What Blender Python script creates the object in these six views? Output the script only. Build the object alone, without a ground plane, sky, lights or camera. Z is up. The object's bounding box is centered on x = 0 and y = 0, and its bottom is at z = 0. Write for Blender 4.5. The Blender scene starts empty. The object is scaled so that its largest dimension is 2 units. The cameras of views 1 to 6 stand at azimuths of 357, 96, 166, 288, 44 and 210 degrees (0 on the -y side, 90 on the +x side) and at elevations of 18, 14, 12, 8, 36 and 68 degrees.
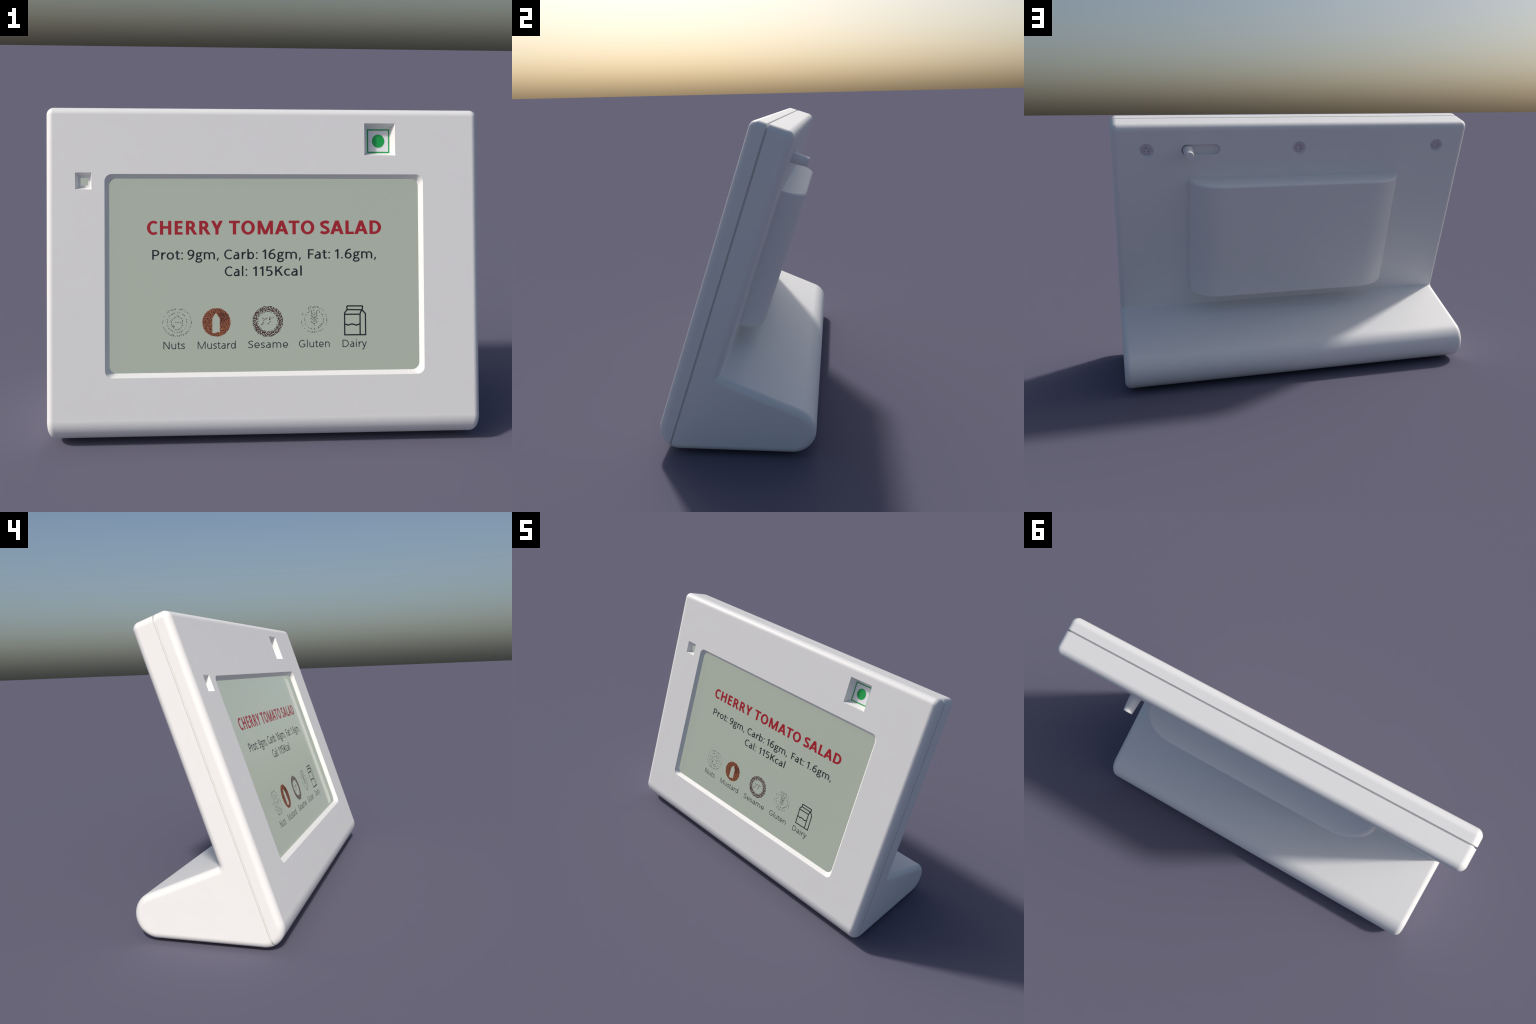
"""Tilted white desktop e-paper food label stand.

Everything that belongs to the leaning panel is described in panel
coordinates (x, s, d): x to the right, s up along the panel, d out of its
front.  One rotation about x (LEAN) brings that frame into the world.
"""
import bpy, bmesh, math, random
from mathutils import Vector, Matrix

# ------------------------------------------------------------------ sizes
LEAN = math.radians(18.55)            # how far the panel leans back
FRONT, SEAM, BACK = 0.3776, 0.3034, 0.1863  # planes along d
GAP = 0.0085                         # width of the seam between the shells
TOP = 1.4460                         # top edge of the panel along s
HALF = 1.0                           # half width
EDGE = 0.034                         # rounding of the side edges
CROTCH_S = 0.3338                    # where panel back and foot top meet
FOOT_R, TOE_R = 0.1088, 0.0934         # big roundings of the foot and the front toe
FOOT_Y = 0.2473                     # centre of the foot's round end
SOLE = 0.016                         # the flat underside floats this high
SCREEN = 0.3434                      # face of the screen along d

ST, CT = math.sin(LEAN), math.cos(LEAN)
TILT = Matrix.Rotation(math.pi / 2 - LEAN, 4, 'X')


def to_panel(y, z):
    return (y * ST + z * CT, -y * CT + z * ST)


def to_world(s, d):
    return (s * ST - d * CT, s * CT + d * ST)


# -------------------------------------------------------------- materials
def make_material(name, color, rough=0.5, metallic=0.0, vary=0.03, scale=9.0,
                  ior=1.5, bump=0.0, bump_scale=300.0, specular=0.5, glow=None):
    m = bpy.data.materials.new(name)
    m.use_nodes = True
    nt = m.node_tree
    bs = nt.nodes["Principled BSDF"]
    co = nt.nodes.new("ShaderNodeTexCoord")
    no = nt.nodes.new("ShaderNodeTexNoise")
    no.inputs["Scale"].default_value = scale
    no.inputs["Detail"].default_value = 3.0
    ramp = nt.nodes.new("ShaderNodeValToRGB")
    lo = [c * (1 - vary) for c in color]
    hi = [min(1.0, c * (1 + vary)) for c in color]
    ramp.color_ramp.elements[0].position = 0.3
    ramp.color_ramp.elements[1].position = 0.7
    ramp.color_ramp.elements[0].color = (*lo, 1)
    ramp.color_ramp.elements[1].color = (*hi, 1)
    nt.links.new(co.outputs["Object"], no.inputs["Vector"])
    nt.links.new(no.outputs["Fac"], ramp.inputs["Fac"])
    nt.links.new(ramp.outputs["Color"], bs.inputs["Base Color"])
    bs.inputs["Roughness"].default_value = rough
    bs.inputs["Metallic"].default_value = metallic
    bs.inputs["IOR"].default_value = ior
    bs.inputs["Specular IOR Level"].default_value = specular
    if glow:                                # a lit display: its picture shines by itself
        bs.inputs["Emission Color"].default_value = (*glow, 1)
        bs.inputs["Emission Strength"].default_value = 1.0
    if bump:
        n2 = nt.nodes.new("ShaderNodeTexNoise")
        n2.inputs["Scale"].default_value = bump_scale
        bp = nt.nodes.new("ShaderNodeBump")
        bp.inputs["Strength"].default_value = bump
        bp.inputs["Distance"].default_value = 0.001
        nt.links.new(co.outputs["Object"], n2.inputs["Vector"])
        nt.links.new(n2.outputs["Fac"], bp.inputs["Height"])
        nt.links.new(bp.outputs["Normal"], bs.inputs["Normal"])
    return m


PLASTIC = make_material("white_plastic", (0.830, 0.829, 0.822), 0.5, vary=0.006, bump=0.03)
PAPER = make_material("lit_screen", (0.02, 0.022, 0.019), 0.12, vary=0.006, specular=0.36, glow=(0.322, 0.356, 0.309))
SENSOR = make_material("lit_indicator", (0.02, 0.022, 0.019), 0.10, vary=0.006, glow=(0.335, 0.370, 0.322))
RED = make_material("red_ink", (0.42, 0.018, 0.028), 0.15, vary=0.02)
BLACK = make_material("black_ink", (0.014, 0.017, 0.022), 0.15, vary=0.02)
GREY = make_material("soft_black_ink", (0.022, 0.024, 0.034), 0.15, vary=0.02)
FAINT = make_material("faint_black_ink", (0.045, 0.050, 0.053), 0.15, vary=0.02)
ORANGE = make_material("orange_brown_ink", (0.37, 0.135, 0.058), 0.15, vary=0.05, scale=60)
BROWN = make_material("dark_brown_ink", (0.10, 0.024, 0.015), 0.15, vary=0.05, scale=60)
MAROON = make_material("maroon_ink", (0.070, 0.019, 0.020), 0.15, vary=0.05, scale=60)
GREEN = make_material("green_ink", (0.012, 0.39, 0.082), 0.4, vary=0.02)
MARK_WHITE = make_material("mark_white", (0.87, 0.87, 0.89), 0.4, vary=0.005)
STEEL = make_material("screw_steel", (0.66, 0.62, 0.68), 0.26, metallic=1.0, vary=0.04, scale=80)

# ------------------------------------------------------------ mesh helpers
ROOT = bpy.data.objects.new("tabletop_label_display", None)
bpy.context.scene.collection.objects.link(ROOT)
ROOT["label"] = "white leaning tabletop display with grey-green food label screen"
ROOT["category"] = "display sign"


def place(obj, parent=None, matrix=None):
    if obj.name not in bpy.context.scene.collection.objects:
        bpy.context.scene.collection.objects.link(obj)
    obj.matrix_world = TILT.copy() if matrix is None else matrix
    m = obj.matrix_world.copy()
    obj.parent = parent or ROOT
    par = (parent or ROOT)
    obj.matrix_parent_inverse = Matrix.Identity(4)
    obj.matrix_basis = WORLD.get(par.name, Matrix.Identity(4)).inverted() @ m
    WORLD[obj.name] = m
    return obj


WORLD = {}


def finish(mesh, angle=30):
    for p in mesh.polygons:
        p.use_smooth = True
    mesh.set_sharp_from_angle(angle=math.radians(angle))


def weighted(obj):
    w = obj.modifiers.new("even_shading", 'WEIGHTED_NORMAL')
    w.keep_sharp = True
    w.weight = 80


def mesh_from(name, verts, faces, mat):
    me = bpy.data.meshes.new(name)
    me.from_pydata(verts, [], faces)
    me.materials.append(mat)
    bm = bmesh.new()
    bm.from_mesh(me)
    bmesh.ops.remove_doubles(bm, verts=bm.verts, dist=2e-6)
    bmesh.ops.dissolve_degenerate(bm, edges=bm.edges, dist=1e-7)
    bmesh.ops.recalc_face_normals(bm, faces=bm.faces)
    bm.to_mesh(me)
    bm.free()
    return me


# --------------------------------------------------- 2-D outline tools (s,d)
def rounded(corners):
    """corners: (a, b, radius, steps) -> closed point list with arcs."""
    pts = []
    n = len(corners)
    for i, (a, b, r, st) in enumerate(corners):
        p = Vector((a, b))
        u = (Vector(corners[i - 1][:2]) - p).normalized()
        w = (Vector(corners[(i + 1) % n][:2]) - p).normalized()
        if r <= 0:
            pts.append(p)
            continue
        half = u.angle(w) / 2
        c = p + (u + w).normalized() * (r / math.sin(half))
        t0 = p + u * (r / math.tan(half)) - c
        t1 = p + w * (r / math.tan(half)) - c
        a0 = math.atan2(t0.y, t0.x)
        da = math.atan2(t1.y, t1.x) - a0
        da = (da + math.pi) % (2 * math.pi) - math.pi
        for k in range(st + 1):
            an = a0 + da * k / st
            pts.append(c + Vector((math.cos(an), math.sin(an))) * r)
    return pts


def pressed(pts, lo, hi):
    """Fold a closed (s,d) outline onto the band lo <= d <= hi, keeping the
    point count: points outside slide to where the outline enters the band."""
    out = list(pts)
    for level, above in ((lo, False), (hi, True)):
        wrong = (lambda p: p.y > level + 1e-9) if above else (lambda p: p.y < level - 1e-9)
        cross = []
        for p, q in zip(out, out[1:] + out[:1]):
            if wrong(p) != wrong(q):
                cross.append(p.lerp(q, (level - p.y) / (q.y - p.y)))
        if cross:
            low, high = min(cross, key=lambda c: c.x), max(cross, key=lambda c: c.x)
            out = [(low if p.x < 0.7 else high) if wrong(p) else p for p in out]
    return out


def area(pts):
    return 0.5 * sum(p.x * q.y - q.x * p.y for p, q in zip(pts, pts[1:] + pts[:1]))


def shrink(pts, dist):
    """Move every edge of a closed outline inwards by dist."""
    n = len(pts)
    sg = 1 if area(pts) > 0 else -1
    lines = []
    for i in range(n):
        p, q = pts[i], pts[(i + 1) % n]
        e = (q - p).normalized()
        nrm = Vector((-e.y, e.x)) * sg
        lines.append((p + nrm * dist, e, nrm))
    out = []
    for i in range(n):
        p0, e0, n0 = lines[i - 1]
        p1, e1, n1 = lines[i]
        cr = e0.x * e1.y - e0.y * e1.x
        if abs(cr) < 1e-5:
            out.append(pts[i] + n1 * dist)
        else:
            t = ((p1.x - p0.x) * e1.y - (p1.y - p0.y) * e1.x) / cr
            out.append(p0 + e0 * t)
    return out


def slab(name, outline, mat, lo=-9.0, hi=9.0, half=HALF, edge=EDGE, steps=10):
    """Extrude an (s,d) outline along x with rounded side edges, cut to a band of d."""
    rings = []
    for k in range(steps + 1):
        th = math.pi / 2 * k / steps
        rings.append((half - edge + edge * math.sin(th),
                      pressed(shrink(outline, edge * (1 - math.cos(th))), lo, hi)))
    full = [(-x, r) for x, r in reversed(rings)] + rings
    n = len(outline)
    verts = [(x, p.x, p.y) for x, r in full for p in r]
    faces = [tuple(range(n)), tuple(range((len(full) - 1) * n, len(full) * n))]
    for j in range(len(full) - 1):
        for i in range(n):
            a, b = j * n + i, j * n + (i + 1) % n
            faces.append((a, b, b + n, a + n))
    return mesh_from(name, verts, faces, mat)


def prism(name, rings, mat=None):
    """Loft closed rings of 3-D points that all have the same count."""
    n = len(rings[0])
    verts = [tuple(p) for r in rings for p in r]
    faces = [tuple(range(n)), tuple(range((len(rings) - 1) * n, len(rings) * n))]
    for j in range(len(rings) - 1):
        for i in range(n):
            a, b = j * n + i, j * n + (i + 1) % n
            faces.append((a, b, b + n, a + n))
    return mesh_from(name, verts, faces, mat or PLASTIC)


def rect_ring(cx, cs, hx, hs, r, d, steps=8):
    if r <= 0:
        return [(cx + a * hx, cs + b * hs, d) for a, b in ((-1, -1), (1, -1), (1, 1), (-1, 1))]
    c = [(cx + a * hx, cs + b * hs, r, steps) for a, b in ((-1, -1), (1, -1), (1, 1), (-1, 1))]
    return [(p.x, p.y, d) for p in rounded(c)]


def slot_ring(cx, cs, half_len, r, d, steps=24):
    pts = []
    for k in range(steps + 1):
        an = -math.pi / 2 + math.pi * k / steps
        pts.append((cx + half_len + r * math.cos(an), cs + r * math.sin(an), d))
    for k in range(steps + 1):
        an = math.pi / 2 + math.pi * k / steps
        pts.append((cx - half_len + r * math.cos(an), cs + r * math.sin(an), d))
    return pts


def circle_ring(cx, cs, r, d, n=40):
    return [(cx + r * math.cos(2 * math.pi * k / n), cs + r * math.sin(2 * math.pi * k / n), d) for k in range(n)]


def cut(mesh, cutters):
    """Boolean-subtract the cutter meshes and return the resulting mesh."""
    ob = bpy.data.objects.new("work", mesh)
    bpy.context.scene.collection.objects.link(ob)
    helpers = []
    for c in cutters:
        h = bpy.data.objects.new("cutter", c)
        bpy.context.scene.collection.objects.link(h)
        helpers.append(h)
        m = ob.modifiers.new("cut", 'BOOLEAN')
        m.operation = 'DIFFERENCE'
        m.solver = 'EXACT'
        m.object = h
    dg = bpy.context.evaluated_depsgraph_get()
    dg.update()
    res = bpy.data.meshes.new_from_object(ob.evaluated_get(dg))
    for h in helpers + [ob]:
        bpy.data.objects.remove(h)
    res.name = mesh.name
    return res


# ---------------------------------------------------------------- outline
back_at_crotch = to_world(CROTCH_S, BACK)
cv = Vector((FOOT_Y, SOLE + FOOT_R)) - Vector(back_at_crotch)
foot_slope = math.atan2(cv.y, cv.x) + math.asin(FOOT_R / cv.length)
heel_y = back_at_crotch[0] - (back_at_crotch[1] - SOLE) / math.tan(foot_slope)
TOE_KINK = math.radians(5)               # the toe meets the front in a faint edge
toe_y = -(FRONT - TOE_R * math.cos(TOE_KINK) - (SOLE + TOE_R) * ST) / CT


def toe_arc(steps=40):
    a0, a1 = math.pi - LEAN - TOE_KINK, math.pi * 1.5
    for k in range(steps + 1):
        a = a0 + (a1 - a0) * k / steps
        yield (*to_panel(toe_y + TOE_R * math.cos(a), SOLE + TOE_R + TOE_R * math.sin(a)), 0, 0)


outline = rounded([
    (TOP, FRONT, 0.035, 12),
    *toe_arc(),
    (*to_panel(heel_y, SOLE), FOOT_R, 56),
    (CROTCH_S, BACK, 0.006, 6),
    (TOP, BACK, 0.035, 12),
])

# ------------------------------------------------------------ front shell
front_edge = SEAM + GAP / 2
front = slab("front_shell", outline, PLASTIC, lo=front_edge)
VEG = (0.5321, 1.3020)
LED = (-0.8297, 1.1070)
WIN_S = (0.2118 + 1.1390) / 2


def past(a, da, b, db, d):               # straight-line taper through two depths
    return a + (b - a) * (d - da) / (db - da)


front_cuts = []
WALL = 0.3537                            # depth where the sloping window wall ends
hi_d = FRONT + 0.006
front_cuts.append(prism("window_cut", [
    rect_ring(0, WIN_S, past(0.7172, WALL, 0.7343, FRONT, d), past(0.4455, WALL, 0.4636, FRONT, d), 0.034, d)
    for d in (WALL - 0.001, hi_d)]))
front_cuts.append(prism("pocket_cut", [rect_ring(0, WIN_S, 0.757, 0.488, 0.0, d) for d in (0.27, WALL)]))
front_cuts.append(prism("mark_cut", [
    rect_ring(*VEG, past(0.0582, 0.3412, 0.0724, FRONT, d), past(0.0602, 0.3412, 0.0746, FRONT, d), 0, d)
    for d in (0.335, hi_d)]))
front_cuts.append(prism("indicator_cut", [
    rect_ring(*LED, past(0.0275, 0.3522, 0.0367, FRONT, d), past(0.0280, 0.3522, 0.0384, FRONT, d), 0, d)
    for d in (0.3522, hi_d)]))
front = cut(front, front_cuts)
finish(front)
front_shell = place(bpy.data.objects.new("front_shell", front))
weighted(front_shell)

# ------------------------------------------------------------- seam lip
lip = slab("seam_lip", shrink(outline, 0.011), PLASTIC, lo=SEAM - 0.012, hi=SEAM + 0.012,
           half=HALF - 0.011, edge=0.023)
finish(lip)
place(bpy.data.objects.new("seam_lip", lip))

# ------------------------------------------------------------- back shell
back_edge = SEAM - GAP / 2
back = slab("back_shell", outline, PLASTIC, hi=back_edge)
SCREWS = [(0.8245, 1.3100), (0.0005, 1.3097), (-0.8238, 1.3100)]
SLOT = (0.5397, 1.3100)
SLOT_R = 0.0300
back_cuts = []
for cx, cs in SCREWS:
    back_cuts.append(prism("screw_cut", [circle_ring(cx, cs, r, d) for r, d in
                     ((0.0440, BACK - 0.004), (0.0392, BACK), (0.0372, BACK + 0.002),
                      (0.0340, BACK + 0.0125))]))
back_cuts.append(prism("slot_cut", [slot_ring(*SLOT, 0.1035 - SLOT_R, r, d) for r, d in
                 ((SLOT_R + 0.005, BACK - 0.004), (SLOT_R + 0.001, BACK), (SLOT_R - 0.001, BACK + 0.002), (SLOT_R - 0.001, BACK + 0.020))]))
PIN = (0.6085, 1.3070)
back = cut(back, back_cuts)
finish(back)
back_shell = place(bpy.data.objects.new("back_shell", back))
weighted(back_shell)

# -------------------------------------------------- battery cover (the bulge)
BUMP_HALF, BUMP_LO, BUMP_HI, BUMP_OUT = 0.6025, 0.4398, 1.1438, 0.0697
CORNER_X = 0.175


def bump_ring(s, inset):
    """Cross-section of the bulge in (x, d): flat back, elliptic corners."""
    hw, out = BUMP_HALF - inset, BUMP_OUT + inset
    depth = BACK - out
    pts = [(hw, BACK + 0.02), (hw, BACK + 0.004)]
    for k in range(25):
        an = math.pi / 2 * k / 24
        pts.append((hw - CORNER_X * (1 - math.cos(an)), BACK - depth * math.sin(an)))
    pts += [(-x, d) for x, d in reversed(pts)]
    return [(x, s, d) for x, d in pts]


rings = []
FIL = 0.012
for k in range(7):
    an = math.pi / 2 * (1 - k / 6)
    rings.append(bump_ring(BUMP_LO + FIL * (1 - math.sin(an)), FIL * (1 - math.cos(an))))
for k in range(7):
    an = math.pi / 2 * k / 6
    rings.append(bump_ring(BUMP_HI - FIL * (1 - math.sin(an)), FIL * (1 - math.cos(an))))
bump = prism("battery_cover", rings)
finish(bump)
battery_cover = place(bpy.data.objects.new("battery_cover", bump))
weighted(battery_cover)


# ------------------------------------------------------------------ screws
def screw_mesh():
    R = 0.0262
    z0 = 0.0
    body = prism("screw", [circle_ring(0, 0, r, d, 32) for r, d in
                           ((0.012, 0.03), (R, 0.012), (R, 0.0015), (R - 0.002, z0))], STEEL)
    arm, w = 0.0152, 0.0056
    cross = [prism("cross_cut", [rect_ring(0, 0, a, b, 0, -0.004),
                                 rect_ring(0, 0, a, b, 0, 0.0002),
                                 rect_ring(0, 0, a * 0.25, b * 0.25, 0, 0.0085)], STEEL)
             for a, b in ((arm, w), (w, arm))]
    body = cut(body, cross)
    finish(body, 25)
    return body


screw_data = screw_mesh()
for i, (cx, cs) in enumerate(SCREWS):
    o = bpy.data.objects.new("screw", screw_data)
    place(o, matrix=TILT @ Matrix.Translation((cx, cs, BACK + 0.0070)) @ Matrix.Rotation((0.0, 0.12, -0.08)[i], 4, 'Z'))

# ------------------------------------------------------------ switch pin
prof = [(0.0275, BACK + 0.028), (0.0275, BACK + 0.006), (0.0222, 0.1110)]
for k in range(1, 7):
    an = math.pi / 2 * k / 6
    prof.append((0.0222 - 0.0045 * (1 - math.cos(an)), 0.1110 - 0.0045 * math.sin(an)))
pin = prism("switch_pin", [circle_ring(*PIN, r, d, 48) for r, d in prof])
finish(pin)
switch_pin = place(bpy.data.objects.new("switch_pin", pin))
weighted(switch_pin)

# ---------------------------------------------------------------- screen
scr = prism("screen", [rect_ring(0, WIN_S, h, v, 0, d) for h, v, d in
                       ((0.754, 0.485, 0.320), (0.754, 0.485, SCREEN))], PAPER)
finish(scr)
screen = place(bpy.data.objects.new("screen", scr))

# indicator window
ind = prism("indicator_window", [rect_ring(*LED, h, h, 0, d) for h, d in
                                 ((0.0164, 0.346), (0.0164, 0.3530))], SENSOR)
finish(ind)
place(bpy.data.objects.new("indicator_window", ind))

# vegetarian mark: white plate, green frame, green dot
plate = prism("food_mark", [rect_ring(*VEG, 0.0576, 0.0596, 0, d) for d in (0.3345, 0.3400)], MARK_WHITE)
finish(plate)
food_mark = place(bpy.data.objects.new("food_mark", plate))
MK = (0.5339, 1.3007)


def frame_mesh(hx, hs, w, d0, d1, mat):
    rings = [rect_ring(*MK, hx, hs, 0, d0), rect_ring(*MK, hx, hs, 0, d1),
             rect_ring(*MK, hx - w, hs - w, 0, d1), rect_ring(*MK, hx - w, hs - w, 0, d0)]
    verts = [p for r in rings for p in r]
    faces = [(j * 4 + i, j * 4 + (i + 1) % 4, ((j + 1) % 4) * 4 + (i + 1) % 4, ((j + 1) % 4) * 4 + i)
             for j in range(4) for i in range(4)]
    return mesh_from("mark_frame", verts, faces, mat)


place(bpy.data.objects.new("mark_frame", frame_mesh(0.0532, 0.0559, 0.0060, 0.3396, 0.3405, GREEN)), food_mark)
dot = prism("mark_dot", [[(MK[0] + 0.0295 * math.cos(a), MK[1] + 0.0312 * math.sin(a), d)
                          for a in [2 * math.pi * k / 64 for k in range(64)]] for d in (0.3396, 0.3405)], GREEN)
place(bpy.data.objects.new("mark_dot", dot), food_mark)

# ------------------------------------------------------------- lettering
# Letters are drawn from strokes in a unit where the capitals are 1 high.
SHIFT = -0.0021                        # fine placing of the printed picture along s
INK = SCREEN + 0.0003                  # ink stands a hair above the screen
XH = 0.745                             # height of small letters
ASC = 1.06                             # height of l, b, d, K's neighbours


def arc(cx, cy, rx, ry, a0, a1, n=20):
    return [(cx + rx * math.cos(math.radians(a0 + (a1 - a0) * k / n)),
             cy + ry * math.sin(math.radians(a0 + (a1 - a0) * k / n))) for k in range(n + 1)]


def bow(cx, cy, rx, ry, w, h, a0=0, a1=360, n=32):
    """Curved stroke between two ellipses: w thick at the sides, h at top and foot."""
    o = arc(cx, cy, rx, ry, a0, a1, n)
    i = arc(cx, cy, rx - w, ry - h, a0, a1, n)
    return [(o[k], o[k + 1], i[k + 1], i[k]) for k in range(n)]


def bar(x0, y0, x1, y1):
    return [((x0, y0), (x1, y0), (x1, y1), (x0, y1))]


def slant(x0, y0, x1, y1, w):
    """Diagonal stroke with level ends, w wide measured level."""
    return [((x0 - w / 2, y0), (x0 + w / 2, y0), (x1 + w / 2, y1), (x1 - w / 2, y1))]


def flow(pts, w, n=6):
    """Smooth stroke of even width through the given points."""
    P = [Vector(p) for p in pts]
    P = [P[0] * 2 - P[1]] + P + [P[-1] * 2 - P[-2]]
    path = []
    for k in range(1, len(P) - 2):
        a, b, c, d = P[k - 1:k + 3]
        for j in range(n):
            t = j / n
            path.append(0.5 * ((2 * b) + (c - a) * t + (2 * a - 5 * b + 4 * c - d) * t * t
                               + (3 * b - a - 3 * c + d) * t ** 3))
    path.append(P[-2])
    L, R = [], []
    for k, p in enumerate(path):
        e = (path[min(k + 1, len(path) - 1)] - path[max(k - 1, 0)]).normalized()
        q = Vector((-e.y, e.x)) * (w / 2)
        L.append(tuple(p + q))
        R.append(tuple(p - q))
    return [(L[k], L[k + 1], R[k + 1], R[k]) for k in range(len(path) - 1)]


def dot(cx, cy, r):
    return [tuple(arc(cx, cy, r, r, 0, 345, 23))]


def turn(strokes_, W, H):
    """The same letter turned half round inside its box."""
    return [[tuple((W - x, H - y) for x, y in f) for f in st] for st in strokes_]


def glyph(c, w, h):
    """-> (list of strokes, ink width).  w: upright thickness, h: level thickness."""
    m = (w + h) / 2
    if c == 'C':
        return [bow(0.47, 0.5, 0.47, 0.515, w, h, 50, 310)], 0.77
    if c == 'G':
        return [bow(0.47, 0.5, 0.47, 0.515, w, h, 48, 318), bar(0.50, 0.50 - h, 0.86, 0.50),
                bar(0.86 - w, 0.12, 0.86, 0.495)], 0.86
    if c == 'O':
        return [bow(0.475, 0.5, 0.475, 0.515, w, h, n=48)], 0.95
    if c == 'H':
        return [bar(0, 0, w, 1), bar(0.82 - w, 0, 0.82, 1), bar(w * .9, 0.53 - h / 2, 0.82 - w * .9, 0.53 + h / 2)], 0.82
    if c == 'E':
        return [bar(0, 0, w, 1), bar(w * .9, 1 - h, 0.575, 1), bar(w * .9, 0.53 - h / 2, 0.545, 0.53 + h / 2), bar(w * .9, 0, 0.575, h)], 0.575
    if c == 'F':
        return [bar(0, 0, w, 1), bar(w * .9, 1 - h, 0.54, 1), bar(w * .9, 0.49 - h / 2, 0.50, 0.49 + h / 2)], 0.54
    if c in 'PR':
        W = 0.66
        lo = 0.39 if c == 'R' else 0.37
        cy, ry, cx = (1 + lo) / 2, (1 - lo) / 2, 0.33
        st = [bar(0, 0, w, 1), bar(w * .9, 1 - h, cx, 1), bar(w * .9, lo, cx, lo + h),
              bow(cx, cy, W - cx, ry, w, h, -90, 90)]
        if c == 'R':
            st.append(slant(0.84 - w * .62, 0, 0.37, lo + h * .6, w * 1.15))
            W = 0.84
        return st, W
    if c == 'Y':
        return [slant(0.437, 0.40, w * .58, 1, w * 1.1), slant(0.437, 0.40, 0.874 - w * .58, 1, w * 1.1),
                bar(0.437 - w / 2, 0, 0.437 + w / 2, 0.44)], 0.874
    if c == 'T':
        return [bar(0, 1 - h, 0.755, 1), bar(0.3775 - w / 2, 0, 0.3775 + w / 2, 1 - h * .9)], 0.755
    if c == 'M':
        W = 1.07
        return [bar(0, 0, w * .9, 1), bar(W - w * .9, 0, W, 1), slant(W / 2, 0, w * .55, 1, w * 0.98),
                slant(W / 2, 0, W - w * .55, 1, w * 0.98)], W
    if c == 'N':
        W = 0.82
        return [bar(0, 0, w, 1), bar(W - w, 0, W, 1), slant(W - w * .6, 0, w * .6, 1, w * 1.2)], W
    if c == 'A':
        W = 0.96
        return [slant(w * .54, 0, W / 2, 1, w * 1.08), slant(W - w * .54, 0, W / 2, 1, w * 1.08),
                bar(0.21, 0.30 - h / 2, W - 0.21, 0.30 + h / 2)], W
    if c in 'Ss':
        k, W = (1.0, 0.64) if c == 'S' else (XH, 0.50)
        e = m / 2 / k
        p = [(0.93, 0.92 - e), (0.72, 1.0 - e), (0.42, 0.985 - e), (0.19, 0.86 - e * .4), (0.14, 0.72), (0.28, 0.585),
             (0.52, 0.50), (0.78, 0.39), (0.87, 0.25), (0.76, 0.09 + e * .6), (0.50, e - 0.01), (0.24, 0.01 + e), (0.03, 0.08 + e)]
        st = [flow([(x * W, y * k) for x, y in p], m)]
        return st, W
    if c == 'L':
        return [bar(0, 0, w, 1), bar(w * .9, 0, 0.60, h)], 0.60
    if c == 'D':
        W, cx = 0.83, 0.33
        return [bar(0, 0, w, 1), bar(w * .9, 1 - h, cx, 1), bar(w * .9, 0, cx, h), bow(cx, 0.5, W - cx, 0.5, w, h, -90, 90)], W
    if c == 'K':
        W = 0.72
        return [bar(0, 0, w, 1), slant(w * .75, 0.40, W - w * .75, 1, w * 1.2), slant(W - w * .65, 0, 0.29, 0.60, w * 1.2)], W
    if c == 'o':
        return [bow(0.345, XH / 2, 0.345, XH / 2 + 0.012, w, h, n=40)], 0.69
    if c == 'c':
        return [bow(0.345, XH / 2, 0.345, XH / 2 + 0.012, w, h, 52, 308)], 0.545
    if c == 'e':
        return [bow(0.32, XH / 2, 0.32, XH / 2 + 0.012, w, h, 0, 318), bar(w * .8, XH / 2 - h, 0.637, XH / 2)], 0.64
    if c in 'bd':
        st = [bar(0, 0, w, ASC), bow(0.345, XH / 2, 0.315, XH / 2 + 0.012, w, h, n=40)]
        return (st if c == 'b' else [[tuple((0.66 - x, y) for x, y in f) for f in s_] for s_ in st]), 0.66
    if c == 'a':
        W = 0.575
        return [bar(W - w, 0, W, 0.50), bow(W - 0.27, 0.495, 0.27, XH - 0.485, w, h, 0, 128),
                flow([(W - w * .9, 0.435), (0.30, 0.425), (0.13, 0.355), (w / 2, 0.21), (0.12, 0.085), (0.25, h / 2 - 0.01),
                      (0.38, 0.085), (W - w * .8, 0.22)], m)], W
    if c == 'l':
        return [bar(0, 0, w, ASC)], w
    if c == 'i':
        return [bar(0, 0, w, XH), dot(w / 2, 0.96, w * .62)], w
    if c == 'r':
        return [bar(0, 0, w, XH), flow([(w * .6, 0.40), (0.17, 0.59), (0.28, 0.675), (0.43, 0.69)], m)], 0.43
    if c in 'nmu':
        n = 2 if c == 'm' else 1
        W = 1.06 if c == 'm' else 0.63
        st = [bar(0, 0, w, XH)]
        span = (W - w) / n
        for k in range(n):
            x0, x1 = span * k, span * (k + 1) + w
            rx = (x1 - x0) * 0.50
            st.append(bow(x1 - rx, XH - 0.30, rx, 0.312, w, h, 0, 140))
            st.append(bar(x1 - w, 0, x1, XH - 0.295))
        return (st if c != 'u' else turn(st, W, XH)), W
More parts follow.
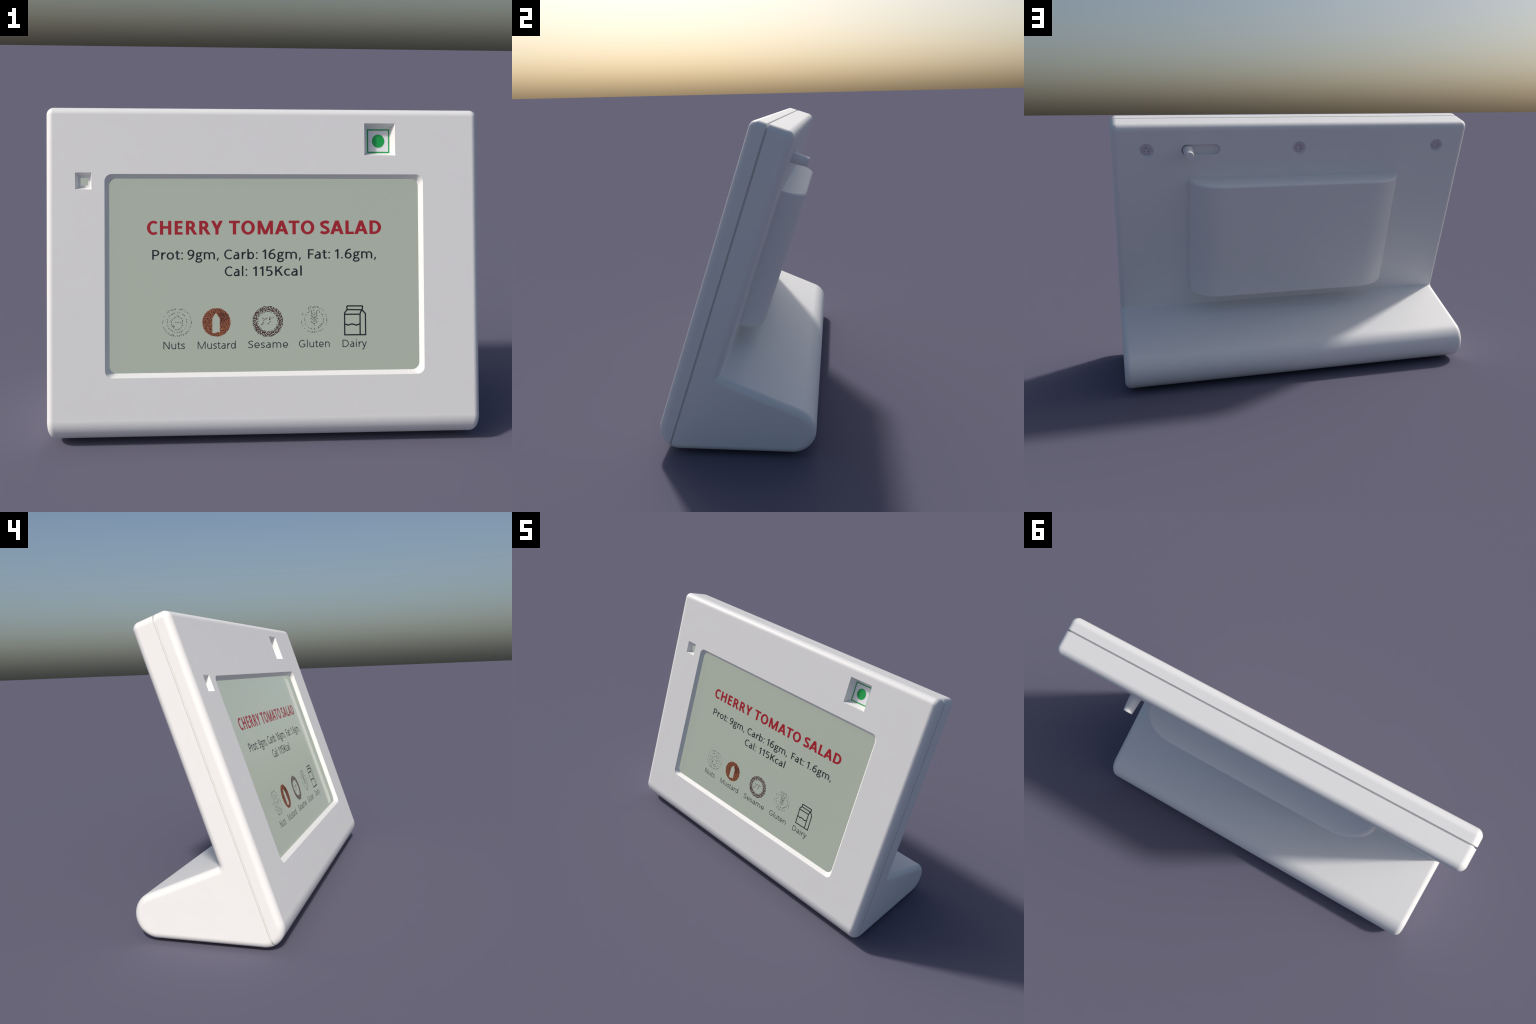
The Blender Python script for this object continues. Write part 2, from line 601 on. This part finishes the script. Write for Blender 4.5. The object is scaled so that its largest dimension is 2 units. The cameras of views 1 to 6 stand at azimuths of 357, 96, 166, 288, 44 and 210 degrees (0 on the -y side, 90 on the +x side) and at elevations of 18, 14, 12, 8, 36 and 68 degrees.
    if c == 't':
        W = 0.44
        return [bar(0.115, 0.17, 0.115 + w, 0.92), bar(0, XH - h * .95, W - 0.01, XH - 0.01),
                flow([(0.115 + w / 2, 0.20), (0.14 + w / 2, 0.085), (0.27, h / 2), (W, h / 2 + 0.015)], m)], W
    if c == 'y':
        W = 0.66
        return [slant(0.33, 0.0, w * .55, XH, w * 1.1), slant(0.30, -0.04, W - w * .55, XH, w * 1.1),
                flow([(0.33, 0.04), (0.26, -0.17), (0.16, -0.285), (0.02, -0.285)], m)], W
    if c == 'g':
        W = 0.66
        return [bow(0.305, 0.495, 0.255, 0.262, w * .95, h, n=36),
                flow([(0.44, 0.66), (0.55, 0.70), (W, 0.70)], h * .92),
                flow([(0.16, 0.30), (0.115, 0.20), (0.17, 0.105), (0.32, 0.075), (0.50, 0.045), (0.575, -0.08), (0.51, -0.21),
                      (0.31, -0.275), (0.12, -0.235), (0.055, -0.125), (0.12, 0.005), (0.24, 0.062)], m * .95)], W
    if c == ':':
        return [dot(0.085, 0.08, 0.085), dot(0.085, XH - 0.09, 0.085)], 0.17
    if c == '.':
        return [dot(0.085, 0.08, 0.085)], 0.17
    if c == ',':
        return [[((0.065, 0.16), (0.215, 0.16), (0.10, -0.175), (0.0, -0.175))]], 0.215
    if c == '1':
        return [bar(0.36 - w, 0, 0.36, 1), flow([(0.36 - w * .5, 0.955), (0.22, 0.87), (0.03, 0.755)], h * 1.05)], 0.36
    if c == '5':
        W = 0.60
        return [bar(0.09, 1 - h, 0.53, 1), slant(0.085, 0.50, 0.115, 1, w * .95),
                bow(0.26, 0.315, 0.34, 0.33, w, h, 112, -125)], W
    if c in '69':
        W = 0.655
        st = [bow(W / 2, 0.318, W / 2, 0.330, w, h, n=40),
              flow([(0.57, 0.955), (0.47, 0.965), (0.30, 0.90), (0.15, 0.72), (w / 2, 0.45), (w / 2, 0.30)], m)]
        return (st if c == '6' else turn(st, W, 1.0)), W
    raise KeyError(c)


LEFT = {'A': 0.0, 'Y': 0.0, 'T': 0.015, 'C': 0.07, 'O': 0.07, 'G': 0.08, 'S': 0.045, 'o': 0.070, 'c': 0.07, 'e': 0.075,
        'a': 0.065, 's': 0.06, 't': 0.02, 'y': 0.01, 'g': 0.03, ',': 0.04, ':': 0.10, '.': 0.10, '1': 0.125,
        '5': 0.09, '6': 0.08, '9': 0.07}
RIGHT = dict(LEFT, R=0.0, K=0.0, P=0.045, L=0.02, F=0.0, r=0.0, t=0.02, C=0.04, c=0.03, a=0.11, g=0.0, G=0.10,
             b=0.075, d=0.115, l=0.115, D=0.075)
LEFT['d'] = 0.075
LEFT['1'] = 0.10


def fitted(text, x0, x1, base, cap, w, h):
    """Verts/faces of a word set between x0 and x1 on a baseline, given cap height."""
    strokes_, x = [], 0.0
    for k, c in enumerate(text):
        g, width = glyph(c, w, h)
        if k:
            x += LEFT.get(c, 0.115)
        strokes_ += [[tuple((px + x, py) for px, py in f) for f in st] for st in g]
        end = x + width
        x = end + RIGHT.get(c, 0.115)
    sx = (x1 - x0) / end
    vs, fs = [], []
    for n, st in enumerate(strokes_):
        z = INK + 0.00005 * (n % 5)          # crossing strokes never share a plane
        for f in st:
            fs.append(tuple(range(len(vs), len(vs) + len(f))))
            vs += [(x0 + px * sx, base + SHIFT + py * cap, z) for px, py in f]
    return vs, fs


def lettering(name, words, mat):
    vs, fs = [], []
    for v, f in words:
        k = len(vs)
        vs += v
        fs += [tuple(i + k for i in t) for t in f]
    me = mesh_from(name, vs, fs, mat)
    bm = bmesh.new()
    bm.from_mesh(me)
    for f in bm.faces:                       # printed side faces the reader
        if f.normal.z < 0:
            f.normal_flip()
    bm.to_mesh(me)
    bm.free()
    return place(bpy.data.objects.new(name, me), screen)


def strokes(lines, width):
    """Drawn lines as flat ink strokes, each on its own hair-thin level."""
    vs, fs = [], []
    for n, pts in enumerate(lines):
        z = INK + 0.00006 * n
        for k in range(len(pts) - 1):
            a, b = Vector(pts[k]), Vector(pts[k + 1])
            e = (b - a).normalized()
            q = Vector((-e.y, e.x)) * (width / 2)
            zz = z + 0.00003 * (k % 2)
            a, b = a - e * width * 0.45, b + e * width * 0.45
            fs.append(tuple(range(len(vs), len(vs) + 4)))
            vs += [(p.x, p.y + SHIFT, zz) for p in (a + q, a - q, b - q, b + q)]
    return vs, fs


TW = (0.236, 0.188)
lettering("title_lettering", [
    fitted("CHERRY", -0.5474, -0.1975, 0.8652, 0.0642, *TW),
    fitted("TOMATO", -0.1698, 0.2283, 0.8652, 0.0642, *TW),
    fitted("SALAD", 0.2564, 0.5439, 0.8652, 0.0642, *TW)], RED)
NW, NC = (0.152, 0.130), 0.0448
lettering("nutrition_lettering", [
    fitted("Prot:", -0.5238, -0.3825, 0.7505, NC, *NW),
    fitted("9gm,", -0.3623, -0.2170, 0.7505, NC, *NW),
    fitted("Carb:", -0.1930, -0.0371, 0.7507, NC, *NW),
    fitted("16gm,", -0.0161, 0.1650, 0.7507, NC, *NW),
    fitted("Fat:", 0.1973, 0.3013, 0.7510, NC, *NW),
    fitted("1.6gm,", 0.3232, 0.5194, 0.7510, NC, *NW),
    fitted("Cal:", -0.1907, -0.0861, 0.6725, NC, *NW),
    fitted("115Kcal", -0.0603, 0.1682, 0.6725, NC, *NW)], BLACK)
AW, AC = (0.118, 0.112), 0.0345
lettering("allergen_lettering", [
    fitted("Nuts", -0.4740, -0.3754, 0.3382, AC, *AW),
    fitted("Mustard", -0.3170, -0.1415, 0.3374, AC, *AW),
    fitted("Sesame", -0.0844, 0.1017, 0.3385, AC, *AW),
    fitted("Gluten", 0.1524, 0.2964, 0.3388, AC, *AW),
    fitted("Dairy", 0.3567, 0.4717, 0.3378, AC, *AW)], GREY)

# ----------------------------------------------------------------- icons
PX = 0.0037                             # one dot of the display


def dots(name, cells, cx, cs, mat, px=PX, size=0.86, lift=0.0001):
    """Little square ink dots at integer grid cells around a centre."""
    vs, fs = [], []
    h = px * size / 2
    for i, j in sorted(cells):
        x, y = cx + i * px, cs + SHIFT + j * px
        k = len(vs)
        for z in (SCREEN - 0.0002, INK + lift):
            vs += [(x - h, y - h, z), (x + h, y - h, z), (x + h, y + h, z), (x - h, y + h, z)]
        fs.append((k + 4, k + 5, k + 6, k + 7))
        for a in range(4):
            b = (a + 1) % 4
            fs.append((k + a, k + b, k + 4 + b, k + 4 + a))
    me = bpy.data.meshes.new(name)
    me.from_pydata(vs, [], fs)
    me.materials.append(mat)
    o = place(bpy.data.objects.new(name, me), screen)
    o["kind"] = "stuff"
    return o


def halftone(tone, n, seed):
    """Error diffusion of a tone function on a (2n+1)^2 grid -> set of inked cells."""
    rnd = random.Random(seed)
    err = {}
    out = set()
    for j in range(n, -n - 1, -1):
        for i in range(-n, n + 1):
            t = tone(i, j)
            if t <= 0:
                continue
            v = t + err.get((i, j), 0.0) + rnd.uniform(-0.30, 0.30)
            on = v > 0.5
            if on:
                out.add((i, j))
            e = v - (1.0 if on else 0.0)
            for di, dj, w in ((1, 0, 7 / 16), (-1, -1, 3 / 16), (0, -1, 5 / 16), (1, -1, 1 / 16)):
                err[(i + di, j + dj)] = err.get((i + di, j + dj), 0.0) + e * w
    return out


def dotted(pts, keep, seed):
    """Grid cells along a polyline, some of them left out."""
    rnd = random.Random(seed)
    cells = []
    for (x0, y0), (x1, y1) in zip(pts, pts[1:]):
        n = max(2, int(math.hypot(x1 - x0, y1 - y0) / (PX * 0.4)))
        for k in range(n):
            c = (round((x0 + (x1 - x0) * k / n) / PX), round((y0 + (y1 - y0) * k / n) / PX))
            if c not in cells:
                cells.append(c)
    return {c for k, c in enumerate(cells) if rnd.random() < keep and k % 3 != 2}


# nut: two dotted circles with a dotted acorn
nut = dotted(arc(0, 0, 0.0650, 0.0640, 0, 360, 90), 0.62, 3)
nut |= dotted(arc(0, 0, 0.0460, 0.0450, 0, 360, 70), 0.72, 4)
nut |= dotted(arc(0.0, 0.0, 0.0600, 0.0590, 60, 120, 20), 0.5, 5)
nut |= dotted(arc(0.0, 0.0, 0.0600, 0.0590, 240, 300, 20), 0.5, 6)
nut |= dotted([(-0.027, 0.004), (-0.024, -0.014), (-0.012, -0.030), (0.0, -0.036), (0.013, -0.029), (0.025, -0.012), (0.028, 0.004)], 0.85, 7)
nut |= dotted([(-0.028, 0.006), (-0.020, 0.018), (-0.006, 0.024), (0.003, 0.033), (0.009, 0.023), (0.022, 0.016), (0.030, 0.005)], 0.9, 8)
nut |= dotted([(-0.006, 0.001), (0.022, 0.001)], 1.0, 9)
nut |= dotted([(-0.018, -0.012), (-0.010, -0.022)], 1.0, 10)
dots("nut_icon", nut, -0.4114, 0.4605, FAINT)

# mustard: brown disc with a dark halftone and a bottle left blank
M = (-0.2301, 0.4597)
BOTTLE = [(-0.0188, -0.0480), (-0.0188, 0.0185), (-0.0050, 0.0405), (-0.0005, 0.0405),
          (0.0150, 0.0185), (0.0150, -0.0445), (0.0040, -0.0450), (-0.0050, -0.0490)]


def inside(poly, x, y):
    c = False
    for (x0, y0), (x1, y1) in zip(poly, poly[1:] + poly[:1]):
        if (y0 > y) != (y1 > y) and x < (x1 - x0) * (y - y0) / (y1 - y0) + x0:
            c = not c
    return c


def filled(name, loops, mat):
    cu = bpy.data.curves.new(name, 'CURVE')
    cu.dimensions = '2D'
    cu.fill_mode = 'BOTH'
    cu.extrude = 0.01
    for pts in loops:
        sp = cu.splines.new('POLY')
        sp.points.add(len(pts) - 1)
        for q, p in zip(sp.points, pts):
            q.co = (p[0], p[1] + SHIFT, 0, 1)
        sp.use_cyclic_u = True
    ob = bpy.data.objects.new(name, cu)
    bpy.context.scene.collection.objects.link(ob)
    dg = bpy.context.evaluated_depsgraph_get()
    dg.update()
    me = bpy.data.meshes.new_from_object(ob.evaluated_get(dg))
    bpy.data.objects.remove(ob)
    for v in me.vertices:
        v.co.z = INK if v.co.z > 0 else SCREEN - 0.0002
    me.materials.clear()
    me.materials.append(mat)
    me.name = name
    return place(bpy.data.objects.new(name, me), screen)


rnd = random.Random(21)
rim = [(M[0] + (0.0655 + rnd.uniform(-0.0012, 0.0012)) * math.cos(2 * math.pi * k / 72),
        M[1] + (0.0660 + rnd.uniform(-0.0012, 0.0012)) * math.sin(2 * math.pi * k / 72)) for k in range(72)]
filled("mustard_icon", [rim, [(M[0] + x, M[1] + y) for x, y in BOTTLE]], ORANGE)


HX = 0.0038                             # dot pitch of the filled icons


def mustard_tone(i, j):
    x, y = i * HX, j * HX
    if math.hypot(x, y) > 0.0635 or inside([(a * 1.12, b * 1.04) for a, b in BOTTLE], x, y):
        return 0.0
    dark = 0.42
    if x > 0.012 and -0.01 < y < 0.042 and y > x * 0.6 - 0.02:
        dark = 0.68
    return dark


dots("mustard_halftone", halftone(mustard_tone, 19, 5), *M, BROWN, px=HX, size=0.98, lift=0.0002)


# sesame: speckled ring with a few seeds
def sesame_tone(i, j):
    r = math.hypot(i, j) * HX
    if 0.0440 < r < 0.0500:
        return 0.42
    if 0.0500 <= r < 0.0710:
        return 0.70
    return 0.0


ses = halftone(sesame_tone, 20, 12)
for (a, b, c, d) in ((-0.018, 0.004, -0.004, 0.016), (-0.030, -0.016, -0.016, -0.004), (0.008, 0.006, 0.026, 0.018),
                     (0.000, -0.012, 0.012, 0.001), (0.006, 0.012, 0.014, 0.018), (-0.022, 0.014, -0.018, 0.002)):
    ses |= dotted([(a, b), (c, d)], 0.95, int(a * 1e4) + 500)
dots("sesame_icon", ses, 0.0080, 0.4617, MAROON, px=HX, size=0.98)

# gluten: two dotted circles with an ear of wheat
wheat = dotted(arc(0, 0, 0.0610, 0.0600, 0, 360, 90), 0.58, 31)
wheat |= dotted(arc(0, 0, 0.0445, 0.0440, 0, 360, 70), 0.60, 32)
wheat |= dotted(arc(0, 0, 0.0560, 0.0560, 50, 130, 20), 0.55, 33)
wheat |= dotted(arc(0, 0, 0.0560, 0.0560, 240, 300, 20), 0.5, 34)
wheat |= dotted([(0.0, -0.044), (0.0, 0.034)], 0.8, 35)
for k in range(4):
    y = -0.022 + 0.014 * k
    for sgn in (-1, 1):
        wheat |= dotted([(0, y), (sgn * 0.013, y + 0.011), (sgn * 0.011, y + 0.020)], 0.8, 40 + k * 2 + sgn)
wheat |= dotted([(0.020, -0.036), (0.040, -0.016)], 1.0, 50)
dots("gluten_icon", wheat, 0.2243, 0.4678, FAINT)

# dairy: drawn milk carton
L, R_, MID = 0.3675, 0.4662, 0.4403
carton = [
    [(L, 0.4950), (L, 0.3950), (R_, 0.3945), (R_ - 0.0005, 0.4930), (0.4500, 0.5110), (0.3790, 0.5125), (L, 0.4965)],
    [(0.3790, 0.5125), (0.3785, 0.5260), (0.3810, 0.5295), (0.4500, 0.5290), (0.4525, 0.5260), (0.4505, 0.5110)],
    [(L, 0.4905), (MID, 0.4905), (MID, 0.3950)],
    [(MID, 0.4905), (0.4430, 0.5010), (0.4500, 0.5110), (0.4560, 0.5030)],
    [(L, 0.4455), (0.3760, 0.4430), (0.3850, 0.4400), (0.3950, 0.4440), (0.4030, 0.4450), (0.4120, 0.4430),
     (0.4220, 0.4395), (0.4310, 0.4425), (MID, 0.4455)],
]
lettering("dairy_icon", [strokes(carton, 0.0064)], BLACK)

for o in list(bpy.data.objects):
    if o.name.startswith(("work", "cutter", "text", "stroke")):
        bpy.data.objects.remove(o)
